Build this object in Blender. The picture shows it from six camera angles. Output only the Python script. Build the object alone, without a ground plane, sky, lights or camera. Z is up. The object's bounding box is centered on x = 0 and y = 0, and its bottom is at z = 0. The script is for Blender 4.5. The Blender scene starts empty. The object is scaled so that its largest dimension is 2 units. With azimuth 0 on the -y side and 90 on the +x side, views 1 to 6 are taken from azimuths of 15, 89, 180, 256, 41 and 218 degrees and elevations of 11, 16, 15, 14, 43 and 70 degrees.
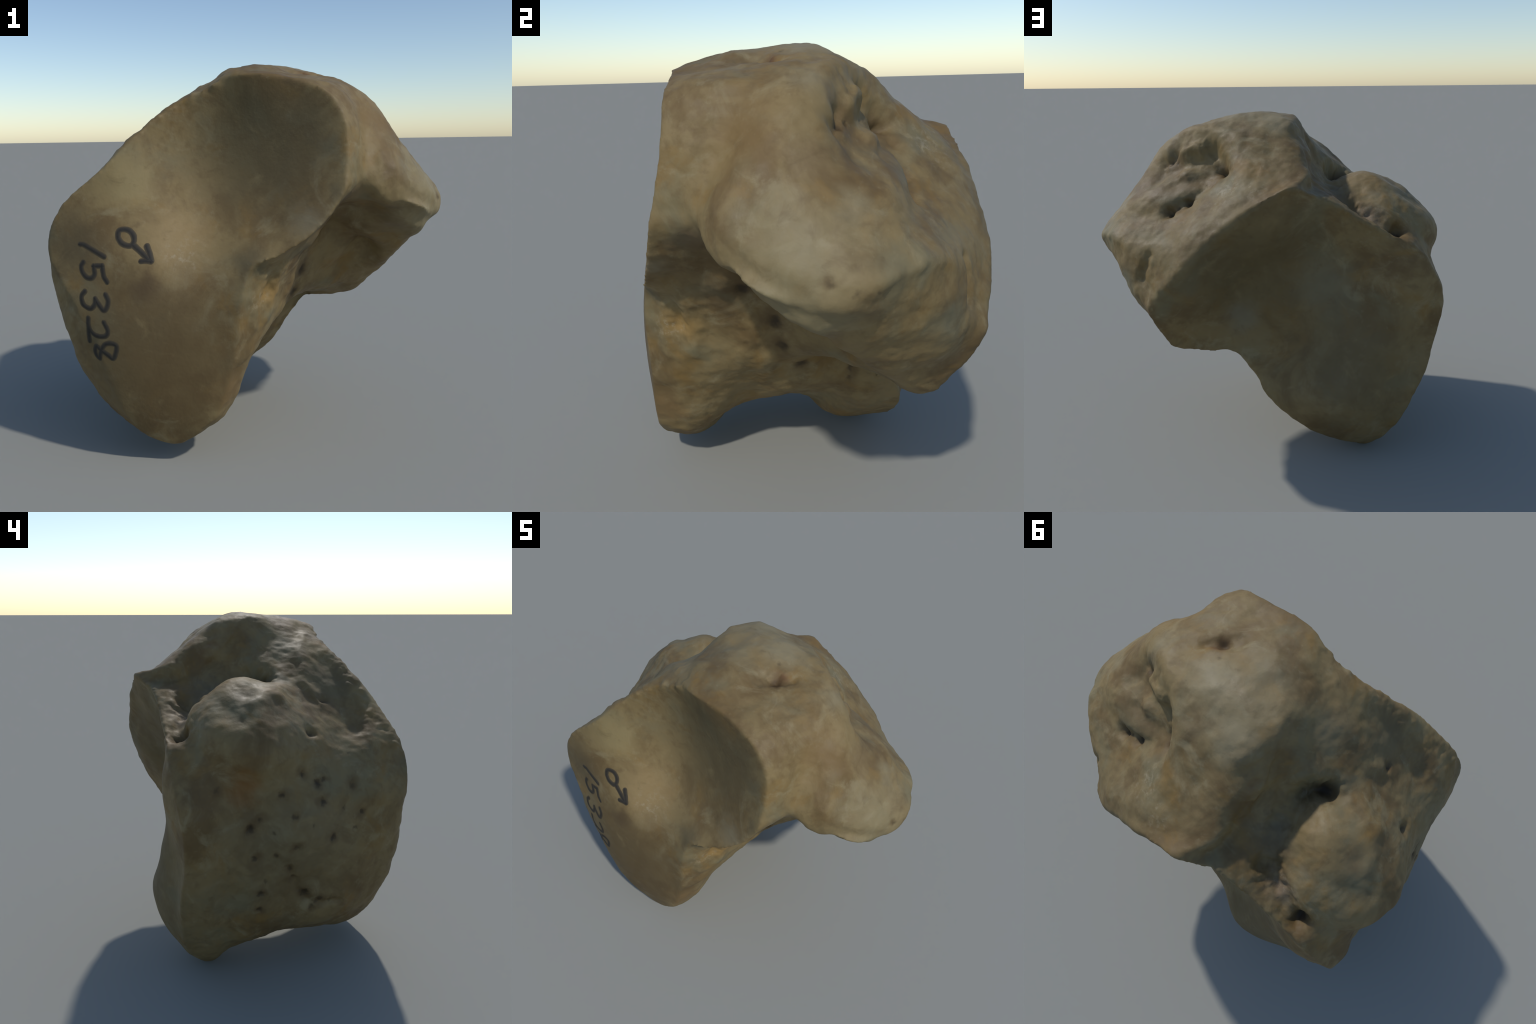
"""A marked wrist bone of a large mammal, standing on two blunt points.

The body is a loft: closed girth sections run from the centre of the front joint
facet, over its rim, along the neck and back, over the rear rim to the centre of
the rear joint facet.  A knob is fused on, then hollows, ridges, pores and grain
are modelled on the fused surface.
"""
import bpy, bmesh, math, random
import numpy as np
from mathutils import Vector, noise
from mathutils.bvhtree import BVHTree

random.seed(7)
rng = np.random.default_rng(7)
AROUND = 24            # control points in each girth section

# ------------------------------------------------------------------ profiles
# Girth sections, seen from the front, clockwise from the top of the crest.
SECTIONS = {
    'front_facet_rim': [
        (0.088, -0.444, 1.894), (0.298, -0.437, 1.873), (0.477, -0.445, 1.798), (0.565, -0.454, 1.659),
        (0.573, -0.486, 1.472), (0.559, -0.52, 1.345), (0.451, -0.555, 1.197), (0.302, -0.594, 1.087),
        (0.165, -0.621, 1.028), (0.11, -0.637, 0.857), (0.086, -0.635, 0.641), (0.003, -0.637, 0.335),
        (-0.097, -0.641, 0.22), (-0.247, -0.628, 0.118), (-0.403, -0.669, 0.174), (-0.509, -0.717, 0.368),
        (-0.617, -0.736, 0.713), (-0.836, -0.694, 1.041), (-0.796, -0.681, 1.268), (-0.547, -0.62, 1.493),
        (-0.377, -0.512, 1.67), (-0.219, -0.437, 1.79), (-0.124, -0.421, 1.832), (-0.021, -0.427, 1.879),
    ],
    'front_shoulder': [
        (0.11, -0.346, 1.915), (0.308, -0.341, 1.887), (0.495, -0.349, 1.831), (0.599, -0.364, 1.675),
        (0.601, -0.409, 1.47), (0.565, -0.447, 1.342), (0.438, -0.466, 1.192), (0.329, -0.494, 1.1),
        (0.228, -0.481, 0.962), (0.19, -0.442, 0.833), (0.126, -0.523, 0.613), (-0.001, -0.486, 0.278),
        (-0.115, -0.509, 0.163), (-0.309, -0.474, 0.065), (-0.498, -0.491, 0.106), (-0.651, -0.604, 0.311),
        (-0.76, -0.665, 0.612), (-0.876, -0.629, 0.967), (-0.824, -0.583, 1.245), (-0.583, -0.557, 1.487),
        (-0.408, -0.474, 1.686), (-0.25, -0.382, 1.797), (-0.129, -0.344, 1.858), (-0.016, -0.346, 1.921),
    ],
    'front_waist': [
        (0.069, -0.206, 1.956), (0.29, -0.193, 1.913), (0.517, -0.195, 1.841), (0.612, -0.24, 1.677),
        (0.63, -0.317, 1.459), (0.583, -0.299, 1.325), (0.466, -0.157, 1.246), (0.371, -0.069, 1.053),
        (0.288, -0.112, 0.921), (0.21, -0.167, 0.787), (0.135, -0.242, 0.62), (-0.008, -0.259, 0.436),
        (-0.125, -0.282, 0.293), (-0.347, -0.247, 0.246), (-0.586, -0.242, 0.163), (-0.795, -0.315, 0.318),
        (-0.88, -0.355, 0.588), (-0.916, -0.352, 0.927), (-0.865, -0.365, 1.198), (-0.671, -0.369, 1.39),
        (-0.521, -0.302, 1.555), (-0.379, -0.239, 1.721), (-0.228, -0.208, 1.832), (-0.095, -0.206, 1.919),
    ],
    'lobe_edge': [
        (-0.093, 0, 1.969), (0.165, 0.037, 1.972), (0.533, 0.055, 1.861), (0.695, -0.062, 1.711),
        (0.776, -0.249, 1.474), (0.803, -0.234, 1.321), (0.862, -0.168, 1.261), (0.671, 0.007, 1.102),
        (0.434, 0.128, 0.904), (0.295, 0.065, 0.77), (0.126, -0.013, 0.651), (0.006, -0.029, 0.467),
        (-0.128, -0.051, 0.354), (-0.341, -0.061, 0.265), (-0.595, -0.042, 0.193), (-0.819, -0.029, 0.307),
        (-0.882, -0.068, 0.578), (-0.987, -0.052, 0.882), (-0.93, -0.082, 1.155), (-0.832, -0.125, 1.374),
        (-0.621, -0.06, 1.55), (-0.45, -0.005, 1.655), (-0.305, 0.025, 1.764), (-0.195, 0.045, 1.9),
    ],
    'middle_girth': [
        (-0.193, 0.12, 1.892), (-0.014, 0.217, 1.934), (0.381, 0.263, 1.832), (0.712, 0.287, 1.551),
        (0.971, 0.154, 1.334), (0.99, 0.107, 1.223), (0.896, 0.096, 1.136), (0.73, 0.189, 0.938),
        (0.564, 0.287, 0.824), (0.36, 0.248, 0.729), (0.093, 0.228, 0.673), (0.025, 0.194, 0.493),
        (-0.116, 0.145, 0.365), (-0.331, 0.108, 0.233), (-0.599, 0.107, 0.149), (-0.811, 0.128, 0.276),
        (-0.896, 0.144, 0.556), (-0.936, 0.155, 0.85), (-0.952, 0.159, 1.126), (-0.978, 0.15, 1.364),
        (-0.68, 0.221, 1.609), (-0.461, 0.207, 1.638), (-0.296, 0.18, 1.661), (-0.209, 0.157, 1.804),
    ],
    'rear_waist': [
        (-0.227, 0.326, 1.714), (-0.157, 0.47, 1.745), (0.143, 0.507, 1.671), (0.469, 0.459, 1.451),
        (0.778, 0.449, 1.335), (0.825, 0.432, 1.259), (0.794, 0.452, 1.048), (0.654, 0.442, 0.853),
        (0.542, 0.43, 0.716), (0.373, 0.402, 0.67), (0.214, 0.393, 0.649), (0.11, 0.374, 0.522),
        (-0.013, 0.291, 0.374), (-0.261, 0.233, 0.163), (-0.558, 0.249, 0.085), (-0.779, 0.297, 0.237),
        (-0.88, 0.352, 0.523), (-0.956, 0.385, 0.788), (-0.932, 0.359, 1.047), (-0.897, 0.394, 1.263),
        (-0.714, 0.456, 1.456), (-0.521, 0.433, 1.535), (-0.371, 0.395, 1.567), (-0.262, 0.368, 1.631),
    ],
    'rear_shoulder': [
        (-0.236, 0.532, 1.598), (-0.165, 0.613, 1.666), (0.13, 0.667, 1.552), (0.398, 0.673, 1.369),
        (0.569, 0.632, 1.198), (0.652, 0.607, 1.099), (0.666, 0.615, 0.99), (0.601, 0.588, 0.832),
        (0.54, 0.505, 0.704), (0.38, 0.411, 0.659), (0.216, 0.37, 0.64), (0.122, 0.387, 0.525),
        (0.008, 0.369, 0.361), (-0.245, 0.391, 0.16), (-0.552, 0.411, 0.012), (-0.754, 0.436, 0.194),
        (-0.892, 0.476, 0.494), (-0.931, 0.486, 0.738), (-0.975, 0.483, 0.983), (-0.879, 0.529, 1.208),
        (-0.77, 0.548, 1.338), (-0.547, 0.546, 1.443), (-0.375, 0.553, 1.538), (-0.282, 0.563, 1.579),
    ],
    'rear_facet_rim': [
        (-0.223, 0.66, 1.596), (-0.068, 0.722, 1.632), (0.208, 0.721, 1.45), (0.399, 0.724, 1.278),
        (0.52, 0.697, 1.139), (0.607, 0.663, 1.056), (0.644, 0.646, 0.945), (0.612, 0.611, 0.842),
        (0.552, 0.528, 0.728), (0.377, 0.447, 0.654), (0.201, 0.46, 0.645), (0.09, 0.478, 0.525),
        (-0.011, 0.526, 0.361), (-0.238, 0.517, 0.174), (-0.544, 0.484, 0.061), (-0.727, 0.533, 0.215),
        (-0.851, 0.575, 0.49), (-0.917, 0.552, 0.717), (-0.959, 0.564, 0.984), (-0.881, 0.6, 1.196),
        (-0.754, 0.607, 1.325), (-0.529, 0.606, 1.43), (-0.344, 0.618, 1.541), (-0.259, 0.63, 1.578),
    ],
}
FRONT_CENTRE = (-0.15, 1.05)      # x, z
REAR_CENTRE = (-0.22, 0.92)
# how far along the loft each section sits (short steps make a crisp rim)
KNOTS = [0, .3, .8, 1.5, 2.4, 3.3, 3.9, 4.15]
# joint facets: smooth dished sheets spanned by their rim and by these depths (x, z, y)
FRONT_FACET_DEPTHS = [
    (-0.45, 1.15, -0.65), (-0.32, 1.05, -0.67), (-0.67, 1.12, -0.69), (-0.5, 0.57, -0.74), (-0.57, 0.86, -0.72),
    (-0.21, 1.08, -0.6), (-0.21, 1.37, -0.44), (-0.51, 1.45, -0.61), (-0.36, 0.9, -0.71), (0.05, 1.55, -0.385),
    (0.3, 1.47, -0.43), (-0.28, 1.6, -0.44), (0.2, 1.2, -0.5), (-0.2, 0.6, -0.7), (-0.02, 0.85, -0.65),
    (-0.33, 0.26, -0.69), (-0.09, 1.21, -0.475), (-0.7, 0.75, -0.7),
]
REAR_FACET_DEPTHS = [
    (-0.1, 1.25, 0.515), (0.15, 1.07, 0.495), (0.25, 0.92, 0.5), (0.39, 0.8, 0.49), (0, 0.76, 0.43),
    (-0.1, 0.93, 0.475), (-0.33, 0.94, 0.495), (-0.25, 0.68, 0.505), (-0.4, 1.08, 0.52), (-0.3, 1.41, 0.555),
    (-0.54, 1.23, 0.55), (-0.15, 0.5, 0.52), (0.37, 1.1, 0.665), (0.1, 1.31, 0.635), (-0.06, 1.46, 0.66),
    (0.5, 0.98, 0.645), (-0.75, 1.05, 0.63), (-0.68, 0.9, 0.61), (-0.57, 0.72, 0.635), (-0.42, 0.69, 0.6),
    (-0.27, 0.45, 0.625), (-0.37, 0.44, 0.675), (-0.48, 0.4, 0.668), (-0.6, 0.5, 0.635), (-0.77, 0.5, 0.565),
    (-0.45, 0.25, 0.635), (-0.55, 0.2, 0.6), (-0.78, 0.7, 0.57), (-0.74, 1.2, 0.63),
]


def spline_weights(kn, ts):
    n = len(kn)
    tan = np.zeros((n, n))
    tan[0, 1] = 1 / (kn[1] - kn[0]); tan[0, 0] = -tan[0, 1]
    tan[-1, -1] = 1 / (kn[-1] - kn[-2]); tan[-1, -2] = -tan[-1, -1]
    for i in range(1, n - 1):
        h0, h1 = kn[i] - kn[i - 1], kn[i + 1] - kn[i]
        a, b = h1 / (h0 + h1), h0 / (h0 + h1)
        tan[i, i] = a / h0 - b / h1
        tan[i, i - 1] = -a / h0
        tan[i, i + 1] = b / h1
    w = np.zeros((len(ts), n))
    for r, x in enumerate(ts):
        i = min(max(int(np.searchsorted(kn, x)) - 1, 0), n - 2)
        h = kn[i + 1] - kn[i]
        u = (x - kn[i]) / h
        w[r, i] += 2 * u ** 3 - 3 * u ** 2 + 1
        w[r, i + 1] += -2 * u ** 3 + 3 * u ** 2
        w[r] += h * ((u ** 3 - 2 * u ** 2 + u) * tan[i] + (u ** 3 - u ** 2) * tan[i + 1])
    return w


def ring_weights(m):
    w = np.zeros((m, AROUND))
    for r in range(m):
        x = r * AROUND / m
        i, u = int(x), r * AROUND / m - int(x)
        c = (-.5 * u + u * u - .5 * u ** 3, 1 - 2.5 * u * u + 1.5 * u ** 3,
             .5 * u + 2 * u * u - 1.5 * u ** 3, -.5 * u * u + .5 * u ** 3)
        for j in range(4):
            w[r, (i - 1 + j) % AROUND] += c[j]
    return w


def thin_plate(nodes, values, query, slack=2e-3):
    """bending sheet through scattered depths"""
    bend = lambda r2: .5 * r2 * np.log(r2 + 1e-12)
    n = len(nodes)
    k = bend(((nodes[:, None] - nodes[None]) ** 2).sum(-1)) + slack * np.eye(n)
    p = np.c_[np.ones(n), nodes]
    w = np.linalg.solve(np.block([[k, p], [p.T, np.zeros((3, 3))]]), np.r_[values, np.zeros(3)])
    return bend(((query[:, None] - nodes[None]) ** 2).sum(-1)) @ w[:n] + np.c_[np.ones(len(query)), query] @ w[n:]


def facet_rings(rim, depths, centre, m, steps=26):
    d = np.array(depths)
    edge = ring_weights(m) @ rim
    nodes = np.r_[rim[:, [0, 2]], d[:, :2]]
    vals = np.r_[rim[:, 1], d[:, 2]]
    s = np.linspace(0, 1, steps + 1)[1:]
    xz = edge[None][:, :, [0, 2]] * (1 - s)[:, None, None] + np.array(centre) * s[:, None, None]
    meet = edge[:, 1] - thin_plate(nodes, vals, edge[:, [0, 2]])
    y = thin_plate(nodes, vals, xz.reshape(-1, 2)).reshape(steps, m) + meet * np.maximum(0, 1 - 3 * s[:, None])
    return np.stack([xz[..., 0], y, xz[..., 1]], -1)


def loft_mesh(nt=121, m=288):
    rows = np.array([SECTIONS[k] for k in ('front_facet_rim', 'front_shoulder', 'front_waist', 'lobe_edge',
                     'middle_girth', 'rear_waist', 'rear_shoulder', 'rear_facet_rim')])
    side = np.einsum('ti,ikc,mk->tmc', spline_weights(np.array(KNOTS), np.linspace(0, KNOTS[-1], nt)), rows, ring_weights(m))
    front = facet_rings(rows[0], FRONT_FACET_DEPTHS, FRONT_CENTRE, m)
    rear = facet_rings(rows[-1], REAR_FACET_DEPTHS, REAR_CENTRE, m)
    pts = np.concatenate([front[::-1], side, rear])
    nt = len(pts)
    verts = [tuple(pts[0, 0])] + [tuple(p) for ring in pts[1:-1] for p in ring] + [tuple(pts[-1, 0])]
    faces, place = [], []          # place: (row, position around) of every face
    at = lambda t, k: 1 + (t - 1) * m + k % m
    for k in range(m):
        faces.append((0, at(1, k), at(1, k + 1)))
        faces.append((len(verts) - 1, at(nt - 2, k + 1), at(nt - 2, k)))
        place += [(0, k * AROUND / m), (nt, k * AROUND / m)]
        for t in range(1, nt - 2):
            faces.append((at(t, k), at(t + 1, k), at(t + 1, k + 1), at(t, k + 1)))
            place.append((t, k * AROUND / m))
    return verts, faces, np.array(place), len(front), nt - len(rear)


def blob(centre, radii, tilt=0.0, plan=2.2, square=3.4, seg=64):
    """rounded block as verts + faces; tilt = lean about y in degrees, 2 and 2 = ellipsoid"""
    bm = bmesh.new()
    bmesh.ops.create_uvsphere(bm, u_segments=seg, v_segments=seg // 2, radius=1)
    c, s = math.cos(math.radians(tilt)), math.sin(math.radians(tilt))
    vs = []
    for v in bm.verts:
        k = ((abs(v.co.x) ** plan + abs(v.co.y) ** plan) ** (square / plan) + abs(v.co.z) ** square) ** (-1 / square)
        x, y, z = v.co.x * k * radii[0], v.co.y * k * radii[1], v.co.z * k * radii[2]
        vs.append((centre[0] + c * x - s * z, centre[1] + y, centre[2] + s * x + c * z))
    fs = [tuple(v.index for v in f.verts) for f in bm.faces]
    bm.free()
    return vs, fs


def make_object(name, verts, faces):
    me = bpy.data.meshes.new(name)
    me.from_pydata(verts, [], faces)
    me.validate()
    ob = bpy.data.objects.new(name, me)
    bpy.context.scene.collection.objects.link(ob)
    return ob


def evaluated(ob):
    dg = bpy.context.evaluated_depsgraph_get()
    me = bpy.data.meshes.new_from_object(ob.evaluated_get(dg))
    old = ob.data
    ob.modifiers.clear()
    ob.data = me
    bpy.data.meshes.remove(old)
    return ob


# ------------------------------------------------------------------ fuse body
KNOBS = [  # centre, radii, lean
    ((-0.64, 0.19, 1.285), (0.325, 0.29, 0.27), 29),
]
# ------------------------------------------------------------------ relief, modelled on the fused surface
VOXEL = 0.0105
# seams to blend: path, radius, rounds
SEAMS = [
    ([(.60, .66, 1.0), (.42, .72, 1.23), (.27, .72, 1.37), (.12, .72, 1.49), (-.05, .71, 1.60)], .045, 10),
    ([(.06, -.58, .45), (-.05, -.57, .25)], .04, 8),
    ([(.64, .63, .93), (.62, .58, .82), (.5, .52, .74)], .06, 14),
    ([(-.95, -.12, 1.2), (-.98, .12, 1.05), (-.95, .36, 1.1)], .12, 40),
    ([(-.82, -.12, 1.38), (-.7, -.12, 1.46), (-.55, -.10, 1.56)], .05, 8),
    ([(-.45, .1, 1.60), (-.42, .2, 1.56)], .05, 8),
]
SECOND_SEAMS = [([(-.50, .12, 1.62), (-.56, .28, 1.58), (-.62, .38, 1.54)], .09, 10)]
# path, radius, height (minus = hollow), optional direction
RELIEF = [
    # broad hollow behind the dome, then its sulcus and ragged pits
    ([(.34, .29, 1.72), (.50, .24, 1.73), (.63, .21, 1.67)], .14, -.095),
    ([(.24, .36, 1.66), (.38, .35, 1.62), (.52, .33, 1.61)], .075, -.045),
    ([(.62, .13, 1.70), (.55, .14, 1.74)], .035, -.03),
    ([(.30, .24, 1.78), (.25, .29, 1.72), (.23, .34, 1.66)], .04, -.03),
    ([(.24, .33, 1.66)], .035, -.025),
    ([(.30, .37, 1.60), (.42, .37, 1.51), (.55, .38, 1.44)], .032, -.026),
    ([(.43, .37, 1.51)], .026, -.022),
    ([(.53, .38, 1.45)], .026, -.022),
    ([(.37, .20, 1.74), (.46, .17, 1.74)], .05, .045),
    ([(.46, .27, 1.64)], .05, .018),
    ([(.64, .55, 1.25), (.66, .53, 1.12)], .03, -.02),
    # crisp edges of the crown, above the sulcus and above the gutter
    ([(.50, .10, 1.87), (.38, .16, 1.89), (.27, .22, 1.87), (.16, .29, 1.81)], .05, .018),
    ([(-.12, .2, 1.9), (-.15, .1, 1.93), (-.13, -.05, 1.93)], .05, .016),
    # pit on the crown
    ([(.36, -.06, 1.93), (.30, -.11, 1.93), (.24, -.16, 1.94)], .04, -.022),
    ([(.30, -.11, 1.93)], .03, -.022),
    # gutter that rings the knob: from the deep pit along the crown, then along the rear rim
    ([(-.42, .05, 1.64), (-.36, .17, 1.62), (-.37, .30, 1.56), (-.43, .40, 1.49), (-.52, .455, 1.45)], .05, -.04),
    ([(-.42, .43, 1.48), (-.54, .49, 1.43), (-.68, .52, 1.37)], .05, -.045),
    ([(-.46, .02, 1.62), (-.40, .05, 1.64), (-.36, .12, 1.63)], .045, -.065),
    ([(-.70, .51, 1.37)], .035, -.03),
    # knob set back from the gutter
    ([(-.42, .12, 1.63), (-.44, .25, 1.60), (-.54, .40, 1.54)], .06, -.03),
    ([(-.75, .12, 1.55), (-.66, .05, 1.58)], .08, .022),
    # shelf on the slope under the crown
    ([(-.20, .27, 1.74), (-.24, .17, 1.76)], .04, .015),
    # hollow of the front left flank and its beaded edge
    ([(-.38, -.37, 1.70), (-.49, -.44, 1.60), (-.63, -.44, 1.45)], .08, -.02),
    ([(-.18, -.30, 1.85), (-.31, -.23, 1.77), (-.40, -.21, 1.70), (-.51, -.2, 1.6), (-.6, -.28, 1.5)], .035, .012),
    ([(-.70, -.44, 1.37)], .05, -.016),
    ([(-.80, -.13, 1.38)], .04, -.025),
    ([(-.56, -.29, 1.52)], .025, -.02),
    # knob: fuller front brow, shallow hollow on top
    ([(-.70, .03, 1.53), (-.6, -.03, 1.57)], .07, .03),
    ([(-.70, .2, 1.55)], .07, -.018),
    # overhanging lip of the head and the cavity under it
    ([(.66, -.33, 1.44), (.70, -.26, 1.33), (.79, -.12, 1.18), (.89, .06, 1.13)], .06, .035, (.5, -.6, -.5)),
    ([(.45, -.10, 1.12), (.55, .04, 1.05), (.62, .14, .98)], .07, -.05),
    ([(.36, -.28, 1.12), (.44, -.24, 1.22)], .06, .03),
    ([(.60, .10, .99), (.50, .16, .90)], .06, -.035),
    # rolled rear rim
    ([(.60, .66, 1.0), (.42, .72, 1.23), (.27, .72, 1.37), (.12, .72, 1.49)], .05, .014),
    # folds of the neck wall
    ([(.20, -.55, .95), (.17, -.55, .84), (.15, -.54, .73)], .035, .014),
    ([(.28, -.44, .98), (.22, -.42, .87), (.17, -.43, .76)], .045, .018),
    ([(.25, -.49, .96), (.2, -.49, .86)], .03, -.014),
    ([(.22, -.15, .86), (.17, -.2, .74)], .05, .016),
    ([(.16, -.11, .71), (.09, -.1, .58)], .04, .012),
    # wall cracks
    ([(-.912, .01, .70), (-.881, -.043, .572), (-.864, -.115, .48), (-.865, -.21, .448), (-.869, -.30, .46)], .02, -.012),
    ([(-.864, -.115, .48), (-.868, -.155, .41)], .016, -.009),
]
TROUGH = [(-.30, .33, 1.62), (-.52, .43, 1.43), (-.68, .47, 1.36)]
RAGGED_RIM = [(-.80, -.64, 1.30), (-.62, -.53, 1.48), (-.42, -.49, 1.66), (-.24, -.45, 1.79), (-.05, -.42, 1.89)]
# open pores: place, radius, depth
PORES = [
    ((-.953, .216, .924), .024, .017), ((-.958, .171, .974), .015, .010), ((-.968, .06, 1.095), .018, .013),
    ((-.936, -.06, 1.197), .017, .011), ((-.944, -.145, 1.142), .020, .013), ((-.932, -.184, 1.162), .014, .009),
    ((-.947, -.163, 1.047), .019, .013), ((-.966, -.01, .987), .014, .008), ((-.935, -.227, .851), .020, .014),
    ((-.908, -.409, .962), .015, .010), ((-.94, .196, .765), .016, .011), ((-.95, .087, .779), .013, .006),
    ((-.957, -.015, .825), .015, .007), ((-.911, .154, .548), .018, .011), ((-.885, .152, .446), .016, .011),
    ((-.92, -.095, .508), .022, .013), ((-.905, -.185, .461), .018, .009), ((-.917, -.362, .878), .012, .006),
    ((-.91, -.347, 1.11), .020, .006), ((-.95, .007, .681), .017, .006), ((-.909, .378, 1.136), .014, .004),
    ((-.955, .10, .90), .012, .006), ((-.94, -.30, 1.0), .010, .005), ((-.945, -.10, .93), .011, .005), ((-.93, .13, .62), .012, .005),
    ((.332, -.20, 1.079), .030, .014), ((.291, -.075, .906), .030, .014), ((.23, -.04, .777), .026, .012),
    ((.08, .043, .611), .024, .012), ((.068, .267, .579), .015, .008), ((.058, .262, .526), .011, .006),
    ((-.90, -.02, .63), .013, .004), ((-.872, -.08, .525), .018, .004), ((-.864, -.16, .462), .016, .004), ((-.868, -.25, .452), .013, .003), ((-.866, -.14, .43), .013, .003),
    ((.56, .14, 1.70), .016, .008), ((.52, .17, 1.70), .012, .007), ((.43, .37, 1.50), .020, .008), ((.53, .38, 1.44), .020, .008),
    ((.49, .37, 1.47), .012, .005),
    ((.24, .33, 1.64), .022, .006), ((.30, -.11, 1.90), .02, .005), ((.24, -.02, 1.92), .012, .004), ((-.43, .03, 1.60), .035, .02),
    ((-.70, .51, 1.36), .03, .012), ((.985, .06, 1.29), .013, .003), ((.99, .13, 1.27), .012, .003), ((.97, .20, 1.27), .010, .003),
    ((-.57, -.29, 1.5), .014, .006), ((-.80, -.13, 1.37), .018, .006),
]
# colours (linear)
TAN, BROWN, GREY_GREEN = (.222, .164, .080), (.135, .089, .040), (.172, .152, .090)
OCHRE, PALE, CHALK, DIRT = (.210, .130, .046), (.275, .230, .135), (.38, .33, .23), (.028, .019, .011)
STAINS_AND_SHADE = [  # place, radius, colour, strength; a few entries are painted shade
    # front facet: brown sheet, olive bowl, pale swell, dark notch
    ((-.30, -.70, .62), .62, (.112, .077, .036), .85),
    ((.16, -.40, 1.50), .50, (.128, .098, .050), .8),
    ((-.70, -.66, 1.10), .26, (.100, .077, .042), .75),
    ((-.22, -.58, 1.12), .27, (.290, .210, .105), .75),
    ((-.45, -.58, 1.42), .22, (.290, .225, .112), .75),
    ((.40, -.42, 1.68), .16, (.108, .088, .048), .5),  # this and the next two: darker smudges in the bowl
    ((.47, -.46, 1.55), .12, (.108, .088, .048), .45),
    ((.10, -.40, 1.75), .16, (.115, .094, .050), .4),
    ((.15, -.58, 1.05), .11, (.092, .072, .040), .55),  # darker patch in the notch
    ((.40, -.52, 1.22), .14, (.22, .19, .125), .55),
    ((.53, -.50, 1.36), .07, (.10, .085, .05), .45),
    ((-.33, -.71, .92), .11, (.085, .056, .030), .6),
    ((.05, -.58, .38), .16, (.200, .130, .060), .6),
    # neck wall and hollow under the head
    ((.21, -.48, .87), .13, (.290, .185, .072), .75),
    ((.33, -.30, 1.05), .20, (.115, .080, .042), .45),  # shade of the recess under the head, painted into the colour
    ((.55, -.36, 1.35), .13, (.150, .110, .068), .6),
    # head
    ((.90, -.02, 1.30), .34, (.245, .205, .120), .6),
    ((.62, -.15, 1.66), .22, (.215, .140, .058), .5),
    ((.72, .02, 1.60), .13, (.165, .118, .062), .55),
    ((.80, .15, 1.45), .12, (.265, .235, .15), .5),
    ((.30, -.11, 1.92), .07, (.120, .050, .022), .75),
    ((.05, .05, 1.95), .34, (.245, .212, .130), .55),
    ((.22, .05, 1.95), .16, (.27, .235, .15), .5),
    ((.50, .05, 1.80), .13, (.275, .245, .16), .55),
    ((-.05, .20, 1.90), .14, (.275, .24, .155), .55),
    ((.80, .48, 1.08), .14, (.150, .152, .105), .6),
    ((.45, .30, 1.60), .14, (.150, .105, .055), .5),
    # crown flank, gutter, knob
    ((-.18, .27, 1.76), .10, (.130, .068, .026), .65),
    ((-.36, .34, 1.53), .17, (.140, .115, .074), .55),  # gutter darkened in colour to copy its shade
    ((-.55, .47, 1.42), .12, (.230, .175, .130), .6),
    ((-.50, -.36, 1.60), .22, (.125, .108, .064), .6),  # shadow of the front left hollow, put in as colour
    ((-.30, -.15, 1.77), .16, (.16, .14, .09), .4),
    ((-.69, .20, 1.55), .12, (.145, .092, .044), .55),
    ((-.57, .36, 1.53), .06, (.28, .24, .16), .5),
    # pitted wall
    ((-.95, .0, .85), .55, (.172, .150, .088), .5),
    ((-.95, .25, 1.15), .14, (.190, .090, .028), .70),
    ((-.93, -.05, .58), .18, (.130, .088, .040), .6),
    ((-.95, -.15, .95), .18, (.215, .165, .088), .5),
    # rear facet
    ((.10, .56, 1.15), .62, (.125, .098, .050), .75),
    ((-.45, .62, .60), .60, (.135, .110, .060), .70),
    ((-.30, .55, 1.05), .25, (.165, .155, .105), .6),
    ((.15, .50, .85), .16, (.200, .185, .135), .5),
]
FLECKS = [((.21, .53, 1.57), .15), ((.05, .62, 1.60), .09), ((-.18, -.60, 1.07), .15), ((-.55, .45, 1.42), .13), ((.18, -.53, .85), .10)]
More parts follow.
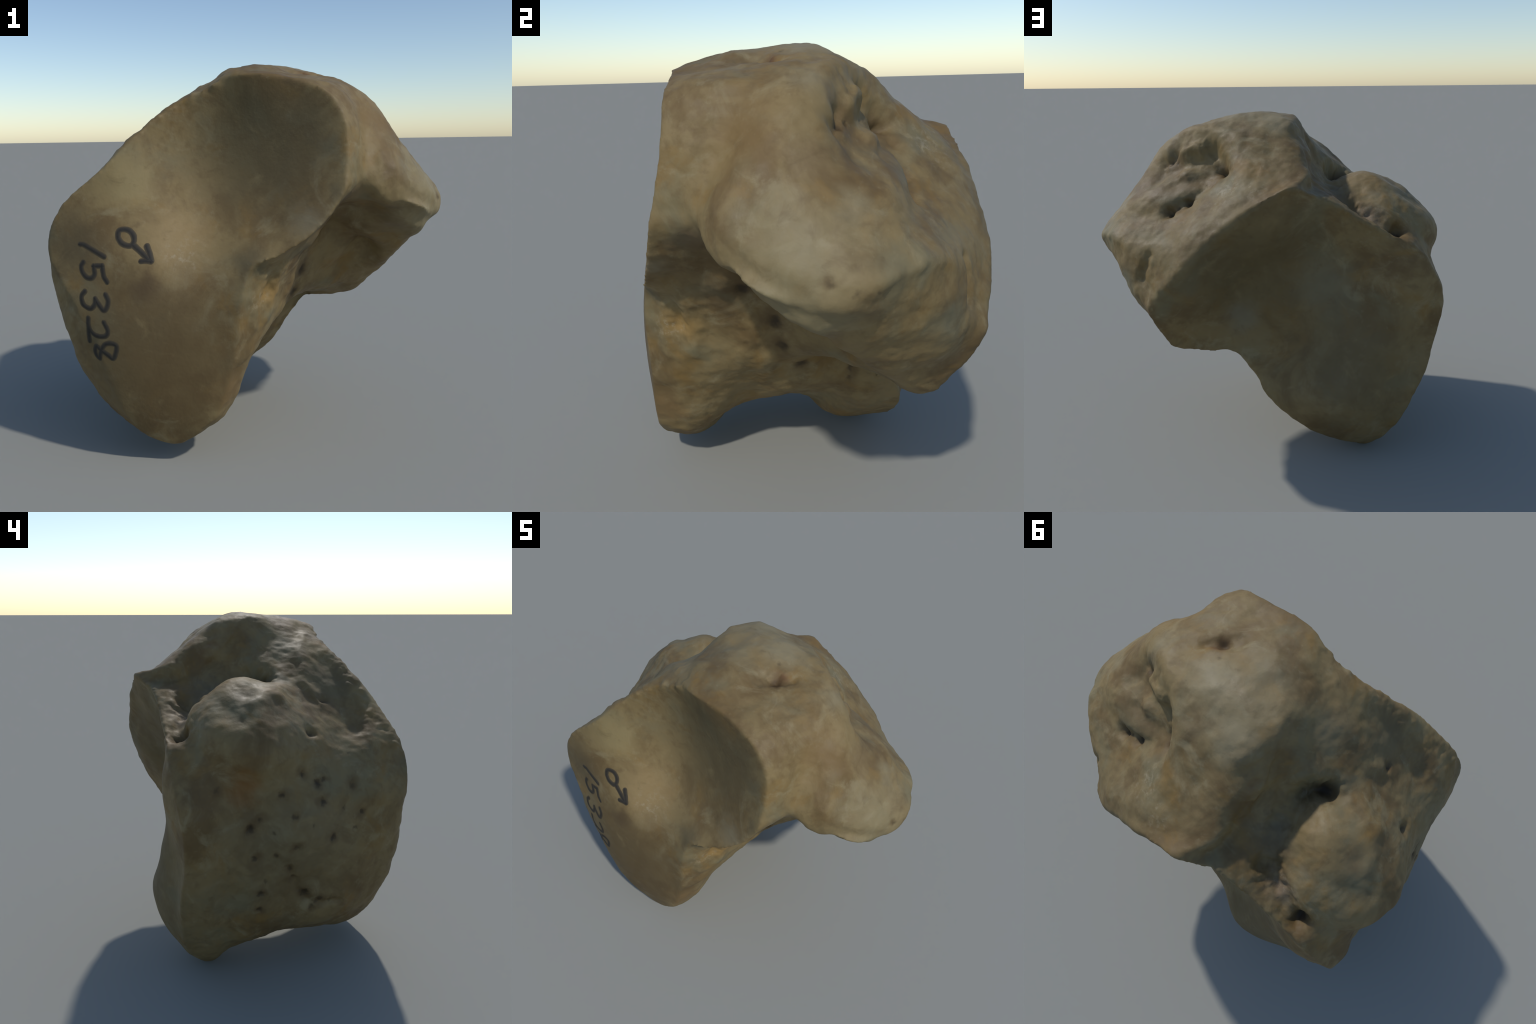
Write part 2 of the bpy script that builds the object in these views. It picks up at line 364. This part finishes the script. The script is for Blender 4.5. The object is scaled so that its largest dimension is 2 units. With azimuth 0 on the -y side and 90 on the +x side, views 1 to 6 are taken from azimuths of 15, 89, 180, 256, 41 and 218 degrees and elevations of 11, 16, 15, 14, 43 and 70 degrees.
# pen strokes in facet coordinates (x, z)
PEN = .0175
HANDWRITING = [
    ('ink_symbol', [
        [(-.487, 1.155), (-.484, 1.181), (-.461, 1.187), (-.437, 1.18), (-.417, 1.159), (-.41, 1.134), (-.419, 1.115),
         (-.439, 1.113), (-.465, 1.123), (-.48, 1.14), (-.487, 1.155)],
        [(-.413, 1.117), (-.372, 1.086), (-.323, 1.046)],
        [(-.348, 1.11), (-.328, 1.074), (-.317, 1.043)], [(-.317, 1.043), (-.34, 1.046), (-.363, 1.044)]]),
    ('ink_digit', [[(-.669, 1.118), (-.649, 1.115), (-.6, 1.089), (-.547, 1.061)]]),
    ('ink_digit', [[(-.654, 1.033), (-.665, 1.014), (-.659, .987), (-.638, .963), (-.61, .959), (-.594, .978), (-.597, 1.002), (-.599, 1.017)],
                   [(-.599, 1.017), (-.555, 1.019)], [(-.555, 1.019), (-.551, .992), (-.544, .966), (-.528, .944)]]),
    ('ink_digit', [[(-.644, .895), (-.661, .872), (-.655, .838), (-.633, .821), (-.607, .817), (-.588, .838), (-.587, .863)],
                   [(-.587, .863), (-.569, .839), (-.542, .811), (-.524, .828), (-.52, .858), (-.534, .885)]]),
    ('ink_digit', [[(-.542, .752), (-.523, .714), (-.533, .689), (-.563, .682), (-.597, .688), (-.619, .707), (-.627, .735), (-.626, .768)],
                   [(-.628, .727), (-.632, .685), (-.633, .65)]]),
    ('ink_digit', [[(-.555, .629), (-.536, .647), (-.506, .652), (-.482, .641), (-.487, .607), (-.504, .576), (-.528, .591),
                    (-.557, .608), (-.593, .628), (-.606, .604), (-.6, .579), (-.582, .566), (-.572, .595), (-.555, .629)]]),
]
verts, faces, place, side_from, side_to = loft_mesh()
loft_tree = BVHTree.FromPolygons([Vector(v) for v in verts], faces)
knob_parts = []
for c, r, a in KNOBS:
    v2, f2 = blob(c, r, a)
    o = len(verts)
    verts = verts + v2
    faces = faces + [tuple(i + o for i in f) for f in f2]
body = make_object('fused_bone', verts, faces)
bm = bmesh.new(); bm.from_mesh(body.data)
bmesh.ops.recalc_face_normals(bm, faces=bm.faces)
bm.to_mesh(body.data); bm.free()
rm = body.modifiers.new('fuse', 'REMESH')
rm.mode = 'VOXEL'; rm.voxel_size = VOXEL; rm.adaptivity = 0
sm = body.modifiers.new('soften', 'SMOOTH'); sm.factor = .5; sm.iterations = 5
evaluated(body)

# ------------------------------------------------------------------ modelling on the fused surface
me = body.data
nv = len(me.vertices)
co = np.empty(nv * 3); me.vertices.foreach_get('co', co); co = co.reshape(-1, 3)
ed = np.empty(len(me.edges) * 2, int); me.edges.foreach_get('vertices', ed); ed = ed.reshape(-1, 2)
valence = np.bincount(ed.ravel(), minlength=nv).astype(float)


def neighbour_mean(a):
    out = np.zeros_like(a)
    for c in range(a.shape[1]):
        out[:, c] = np.bincount(ed[:, 0], a[ed[:, 1], c], nv) + np.bincount(ed[:, 1], a[ed[:, 0], c], nv)
    return out / valence[:, None]


def normals():
    me.vertices.foreach_set('co', co.ravel()); me.update()
    n = np.empty(nv * 3); me.vertex_normals.foreach_get('vector', n)
    return n.reshape(-1, 3)


def smooth_normals(rounds=12):
    n = normals()
    for _ in range(rounds):
        n = neighbour_mean(n)
    return n / np.linalg.norm(n, axis=1)[:, None]


def path_distance(p, path):
    path = np.array(path, float).reshape(-1, 3)
    if len(path) == 1:
        return np.linalg.norm(p - path[0], axis=1)
    best = np.full(len(p), 9.)
    for a, b in zip(path[:-1], path[1:]):
        d = b - a
        u = np.clip((p - a) @ d / (d @ d), 0, 1)
        best = np.minimum(best, np.linalg.norm(p - a - u[:, None] * d, axis=1))
    return best


def relax(path, radius, rounds):
    """blend a seam away"""
    global co
    w = np.clip(1.5 - path_distance(co, path) / radius, 0, 1)[:, None]
    idx = np.where(w[:, 0] > 0)[0]
    for _ in range(rounds):
        m = neighbour_mean(co)
        co[idx] += .6 * w[idx] * (m[idx] - co[idx])


def snap(path):
    """drop stroke points onto the surface"""
    path = np.array(path, float).reshape(-1, 3)
    return np.array([co[np.argmin(((co - p) ** 2).sum(1))] for p in path])


for path, radius, rounds in SEAMS:
    relax(snap(path), radius, rounds)

base, out = co.copy(), smooth_normals()
shift = np.zeros(nv)
free = np.zeros((nv, 3))
# a jittered copy of the surface makes strokes and pores ragged instead of round
jitter = base.copy()
for i in range(nv):
    p = Vector(base[i])
    v = noise.noise_vector(p * 19) * .014 + noise.noise_vector(p * 43) * .009
    jitter[i] += v
base_strokes = [(snap(p), *rest) for p, *rest in RELIEF]
for path, radius, height, *way in base_strokes:
    d = path_distance(jitter if radius < .06 else base, path)
    f = np.exp(-(d / radius) ** 2) * height
    if way:
        v = np.array(way[0], float)
        free += f[:, None] * v / np.linalg.norm(v)
    else:
        shift += f
co = base + out * shift[:, None] + free
for path, radius, rounds in SECOND_SEAMS:
    relax(snap(path), radius, rounds)

# region of every vertex, from the nearest spot on the loft
rows = np.empty(nv); turn = np.empty(nv); gap = np.empty(nv)
for i in range(nv):
    _, _, f, dist = loft_tree.find_nearest(Vector(base[i]))
    rows[i], turn[i] = place[f]
    gap[i] = dist
facet_front = np.clip((side_from + 2 - rows) / 4, 0, 1)
facet_rear = np.clip((rows - side_to + 2) / 4, 0, 1)
facet = np.maximum(facet_front, facet_rear)[:, None]
for _ in range(4):
    facet = neighbour_mean(facet)
facet = facet[:, 0]

# rough trough floor, smooth joint facets, lumpy elsewhere
rough = np.exp(-(path_distance(base, TROUGH) / .16) ** 2)
wall = np.clip((-.80 - base[:, 0]) / .08, 0, 1)
ragged = np.exp(-(path_distance(base, snap(RAGGED_RIM)) / .035) ** 2)
knob_top = np.clip(gap / .05, 0, 1)
lumps = np.zeros(nv)
for i in range(nv):
    p = Vector(base[i])
    a = noise.noise(p * 5.2 + Vector((3, 7, 1)))
    b = noise.noise(p * 11.5 + Vector((9, 2, 5)))
    c = noise.noise(p * 24 + Vector((1, 4, 8)))
    e = noise.noise(p * 47 + Vector((6, 6, 2)))
    bone = (1 - .88 * facet[i]) * (1 - .35 * knob_top[i])
    lumps[i] = bone * (.010 * a + .0065 * b + .0034 * c + .0016 * e * (1 - .5 * wall[i])) \
        + ragged[i] * (.006 * b + .006 * c + .003 * e) + rough[i] * (.004 * b + .003 * c + .002 * e)
co = co + smooth_normals(4) * lumps[:, None]
# small pores on the outer wall and by the sulcus
out = smooth_normals(4)
dent = np.zeros(nv)
pore_at = [int(np.argmin(((base - np.array(p)) ** 2).sum(1))) for p, r, d in PORES]
for i, (p, r, d) in zip(pore_at, PORES):
    dist = np.linalg.norm(jitter - base[i], axis=1)
    dent -= d * np.exp(-(dist / r) ** 2)
co = co + out * dent[:, None]
# stand it on the ground
co[:, 2] = (co[:, 2] - co[:, 2].min()) * (1.987 / (co[:, 2].max() - co[:, 2].min()))
final_normals = normals()

# ------------------------------------------------------------------ materials
def node(nt, kind, **inputs):
    n = nt.nodes.new(kind)
    for k, v in inputs.items():
        if k.startswith('_'):
            setattr(n, k[1:], v)
    return n


def bone_material():
    m = bpy.data.materials.new('aged_bone'); m.use_nodes = True
    nt = m.node_tree; L = nt.links
    bsdf = nt.nodes['Principled BSDF']
    tc = nt.nodes.new('ShaderNodeTexCoord')
    obj = tc.outputs['Object']

    def noise_mask(scale, lo, hi, detail=5, rough=.55, offset=(0, 0, 0), stretch=(1, 1, 1), warp=0.0):
        mp = nt.nodes.new('ShaderNodeMapping'); mp.inputs['Location'].default_value = offset
        mp.inputs['Scale'].default_value = stretch
        L.new(obj, mp.inputs['Vector'])
        n = nt.nodes.new('ShaderNodeTexNoise'); n.inputs['Scale'].default_value = scale
        n.inputs['Detail'].default_value = detail; n.inputs['Roughness'].default_value = rough
        n.inputs['Distortion'].default_value = warp
        L.new(mp.outputs[0], n.inputs['Vector'])
        r = nt.nodes.new('ShaderNodeMapRange'); r.interpolation_type = 'SMOOTHSTEP'
        r.inputs['From Min'].default_value = lo; r.inputs['From Max'].default_value = hi
        L.new(n.outputs['Fac'], r.inputs['Value'])
        return r.outputs[0]

    def mix(a, b, fac):
        x = nt.nodes.new('ShaderNodeMix'); x.data_type = 'RGBA'
        for sock, v in ((x.inputs[6], a), (x.inputs[7], b)):
            if isinstance(v, tuple):
                sock.default_value = (*v, 1)
            else:
                L.new(v, sock)
        if isinstance(fac, float):
            x.inputs[0].default_value = fac
        else:
            L.new(fac, x.inputs[0])
        return x.outputs[2]

    def math_(op, a, b):
        x = nt.nodes.new('ShaderNodeMath'); x.operation = op
        for sock, v in zip(x.inputs, (a, b)):
            if isinstance(v, (int, float)):
                sock.default_value = v
            else:
                L.new(v, sock)
        return x.outputs[0]

    wobble = nt.nodes.new('ShaderNodeTexNoise'); wobble.inputs['Scale'].default_value = 9
    wobble.inputs['Detail'].default_value = 4
    L.new(obj, wobble.inputs['Vector'])
    wv = nt.nodes.new('ShaderNodeVectorMath'); wv.operation = 'MULTIPLY_ADD'
    wv.inputs[1].default_value = (.14, .14, .14)
    L.new(wobble.outputs['Color'], wv.inputs[0])
    sub = nt.nodes.new('ShaderNodeVectorMath'); sub.operation = 'SUBTRACT'
    sub.inputs[1].default_value = (.07, .07, .07)
    L.new(obj, sub.inputs[0]); L.new(sub.outputs[0], wv.inputs[2])

    fuzz = nt.nodes.new('ShaderNodeTexNoise'); fuzz.inputs['Scale'].default_value = 34
    L.new(obj, fuzz.inputs['Vector'])
    fm = nt.nodes.new('ShaderNodeVectorMath'); fm.operation = 'SUBTRACT'; fm.inputs[1].default_value = (.5, .5, .5)
    L.new(fuzz.outputs['Color'], fm.inputs[0])
    fine = nt.nodes.new('ShaderNodeVectorMath'); fine.operation = 'MULTIPLY_ADD'; fine.inputs[1].default_value = (.045, .045, .045)
    L.new(fm.outputs[0], fine.inputs[0]); L.new(obj, fine.inputs[2])

    def patch(p, r, src):
        d = nt.nodes.new('ShaderNodeVectorMath'); d.operation = 'DISTANCE'
        d.inputs[1].default_value = p
        L.new(src, d.inputs[0])
        k = nt.nodes.new('ShaderNodeMapRange'); k.interpolation_type = 'SMOOTHSTEP'
        k.inputs['From Min'].default_value = r; k.inputs['From Max'].default_value = r * .15
        L.new(d.outputs['Value'], k.inputs['Value'])
        return k.outputs[0]

    col = mix(TAN, BROWN, math_('MULTIPLY', noise_mask(3.6, .40, .64, 7, .62, (2, 0, 0), warp=.6), .9))
    col = mix(col, GREY_GREEN, math_('MULTIPLY', noise_mask(2.3, .50, .68, 5, .55, (0, 5, 3), warp=.5), .75))
    col = mix(col, OCHRE, math_('MULTIPLY', noise_mask(4.6, .52, .70, 6, .6, (7, 1, 9), warp=.6), .7))
    col = mix(col, PALE, math_('MULTIPLY', noise_mask(5.5, .52, .70, 7, .65, (4, 8, 2), (1, 1, 1), .8), .6))
    col = mix(col, BROWN, math_('MULTIPLY', noise_mask(17, .52, .74, 5, .6, (1, 3, 6)), .45))
    col = mix(col, PALE, math_('MULTIPLY', noise_mask(30, .60, .76, 4, .6, (5, 5, 1)), .30))
    for p, r, c, s in STAINS_AND_SHADE:
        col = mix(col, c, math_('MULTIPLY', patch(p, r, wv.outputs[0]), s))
    col = mix(col, (.105, .070, .033), math_('MULTIPLY', noise_mask(9, .53, .72, 6, .62, (3, 9, 4), warp=.7), .38))
    col = mix(col, (.27, .205, .105), math_('MULTIPLY', noise_mask(7, .55, .74, 6, .62, (8, 2, 6), warp=.7), .34))
    # chalky flecks on the rear ridge and on the front swell
    fleck = noise_mask(40, .48, .70, 4, .65, (2, 2, 2))
    for p, r in FLECKS:
        col = mix(col, CHALK, math_('MULTIPLY', math_('MULTIPLY', patch(p, r, wv.outputs[0]), fleck), .45))
    # dirt caught in pores
    dark = halo = None
    for i, (p, r, d) in zip(pore_at, PORES):
        s = math_('MULTIPLY', patch(tuple(co[i]), r * 1.6, fine.outputs[0]), min(1.0, .35 + d * 45))
        dark = s if dark is None else math_('MAXIMUM', dark, s)
        if r > .012:
            h = patch(tuple(co[i]), r * 3.4, wv.outputs[0])
            halo = h if halo is None else math_('MAXIMUM', halo, h)
    col = mix(col, (.105, .068, .032), math_('MULTIPLY', halo, .65))
    col = mix(col, DIRT, math_('MULTIPLY', dark, .8))
    hs = nt.nodes.new('ShaderNodeHueSaturation'); hs.inputs['Saturation'].default_value = 1.07; hs.inputs['Value'].default_value = .95
    L.new(col, hs.inputs['Color'])
    L.new(hs.outputs[0], bsdf.inputs['Base Color'])
    rough_ = noise_mask(8, .2, .8, 4)
    rr = nt.nodes.new('ShaderNodeMapRange'); rr.inputs['To Min'].default_value = .52; rr.inputs['To Max'].default_value = .72
    L.new(rough_, rr.inputs['Value']); L.new(rr.outputs[0], bsdf.inputs['Roughness'])
    bsdf.inputs['Specular IOR Level'].default_value = .3
    grain = nt.nodes.new('ShaderNodeTexNoise'); grain.inputs['Scale'].default_value = 55
    grain.inputs['Detail'].default_value = 6
    L.new(obj, grain.inputs['Vector'])
    bump = nt.nodes.new('ShaderNodeBump'); bump.inputs['Strength'].default_value = .12; bump.inputs['Distance'].default_value = .012
    L.new(grain.outputs['Fac'], bump.inputs['Height']); L.new(bump.outputs[0], bsdf.inputs['Normal'])
    return m


def ink_material(name, colour, mixed):
    m = bpy.data.materials.new(name); m.use_nodes = True
    nt = m.node_tree
    b = nt.nodes['Principled BSDF']
    n = nt.nodes.new('ShaderNodeTexNoise'); n.inputs['Scale'].default_value = 60
    tc = nt.nodes.new('ShaderNodeTexCoord'); nt.links.new(tc.outputs['Object'], n.inputs['Vector'])
    x = nt.nodes.new('ShaderNodeMix'); x.data_type = 'RGBA'
    x.inputs[6].default_value = (*colour, 1); x.inputs[7].default_value = (*mixed, 1)
    nt.links.new(n.outputs['Fac'], x.inputs[0]); nt.links.new(x.outputs[2], b.inputs['Base Color'])
    b.inputs['Roughness'].default_value = .65; b.inputs['Specular IOR Level'].default_value = .25
    return m


BONE = bone_material()
INK = ink_material('ink', (.018, .017, .015), (.042, .036, .028))
INK_EDGE = ink_material('ink_bleed', (.040, .033, .023), (.055, .043, .028))
INK_STAIN = ink_material('ink_stain', (.072, .055, .032), (.090, .068, .038))

# ------------------------------------------------------------------ split into named parts
top = bpy.data.objects.new('wrist_bone', None)
bpy.context.scene.collection.objects.link(top)
top['label'] = 'lumpy brown wrist bone with handwritten ink number'
top['category'] = 'bone'

polys = [tuple(p.vertices) for p in me.polygons]
in_knob = gap > .015
side_pos = (rows - side_from) / (side_to - side_from)
kind = np.full(nv, 0)
kind[(turn > 1.2) & (turn < 9.2) & (side_pos > .24)] = 1
kind[in_knob & (facet < .5)] = 2
kind[rows < side_from] = 3
kind[rows >= side_to] = 4
PARTS = ['shaft', 'head', 'tubercle', 'joint_facet', 'joint_facet']
groups = {i: [] for i in range(5)}
for p in polys:
    groups[int(np.median(kind[list(p)]))].append(p)
for i, fs in groups.items():
    used = sorted({v for f in fs for v in f})
    new = {v: j for j, v in enumerate(used)}
    pm = bpy.data.meshes.new(PARTS[i])
    pm.from_pydata([tuple(co[v]) for v in used], [], [tuple(new[v] for v in f) for f in fs])
    pm.polygons.foreach_set('use_smooth', [True] * len(fs))
    pm.normals_split_custom_set_from_vertices([tuple(final_normals[v]) for v in used])
    pm.materials.append(BONE)
    ob = bpy.data.objects.new(PARTS[i], pm)
    bpy.context.scene.collection.objects.link(ob)
    ob.parent = top
me.vertices.foreach_set('co', co.ravel()); me.update()
skin = BVHTree.FromPolygons([Vector(v) for v in co], polys)
bpy.data.objects.remove(body)

# ------------------------------------------------------------------ handwriting on the front facet
def smooth_path(pts, per=9):
    p = np.array(pts, float)
    closed = np.allclose(p[0], p[-1])
    q = np.concatenate([[p[-2]] if closed else [2 * p[0] - p[1]], p, [p[1]] if closed else [2 * p[-1] - p[-2]]])
    o = []
    for i in range(1, len(q) - 2):
        for u in np.linspace(0, 1, per, endpoint=False):
            a, b, c, d = q[i - 1:i + 3]
            o.append(.5 * (2 * b + (c - a) * u + (2 * a - 5 * b + 4 * c - d) * u * u + (3 * b - a - 3 * c + d) * u ** 3))
    o.append(q[-2])
    return np.array(o)


def on_facet(x, z, lift):
    h = skin.ray_cast(Vector((x, -1.5, z)), Vector((0, 1, 0)))
    return h[0] + h[1] * lift


def ribbon(strokes, width, lift):
    """pen stroke laid on the facet, rounded ends, slightly domed"""
    vs, fs = [], []
    for s in strokes:
        c = smooth_path(s)
        tan = np.gradient(c, axis=0); tan /= np.linalg.norm(tan, axis=1)[:, None] + 1e-9
        L = len(c)
        # rounded pen ends
        head = [(c[0] - tan[0] * width * .5 * math.cos(a), math.sin(a)) for a in np.linspace(.25, 1.3, 4)]
        tail = [(c[-1] + tan[-1] * width * .5 * math.cos(a), math.sin(a)) for a in np.linspace(1.3, .25, 4)]
        line = [(h, tan[0], k) for h, k in head] + [(p, t, 1) for p, t in zip(c, tan)] + [(h, tan[-1], k) for h, k in tail]
        o = len(vs)
        for i, (p, t, k) in enumerate(line):
            nrm = np.array((-t[1], t[0]))
            w = width * .5 * k * (1 + .10 * noise.noise(Vector((p[0] * 40, p[1] * 40, 3))))
            for j, u in enumerate((-1, -.5, 0, .5, 1)):
                q = p + nrm * w * u
                vs.append(on_facet(q[0], q[1], lift * (1 if abs(u) < 1 else .3)))
        for i in range(len(line) - 1):
            for j in range(4):
                a = o + i * 5 + j
                fs.append((a, a + 1, a + 6, a + 5))
    return vs, fs


marking = bpy.data.objects.new('ink_marking', None)
bpy.context.scene.collection.objects.link(marking)
marking.parent = top
for name, strokes in HANDWRITING:
    for tag, width, lift, mat in (('_stain', PEN * 1.6, .0010, INK_STAIN), ('_bleed', PEN * 1.28, .0016, INK_EDGE), ('', PEN * .92, .0022, INK)):
        vs, fs = ribbon(strokes, width, lift)
        ob = make_object(name + tag, vs, fs)
        ob.data.polygons.foreach_set('use_smooth', [True] * len(fs))
        bmx = bmesh.new(); bmx.from_mesh(ob.data)
        bmesh.ops.recalc_face_normals(bmx, faces=bmx.faces); bmx.to_mesh(ob.data); bmx.free()
        ob.data.materials.append(mat)
        ob.parent = marking
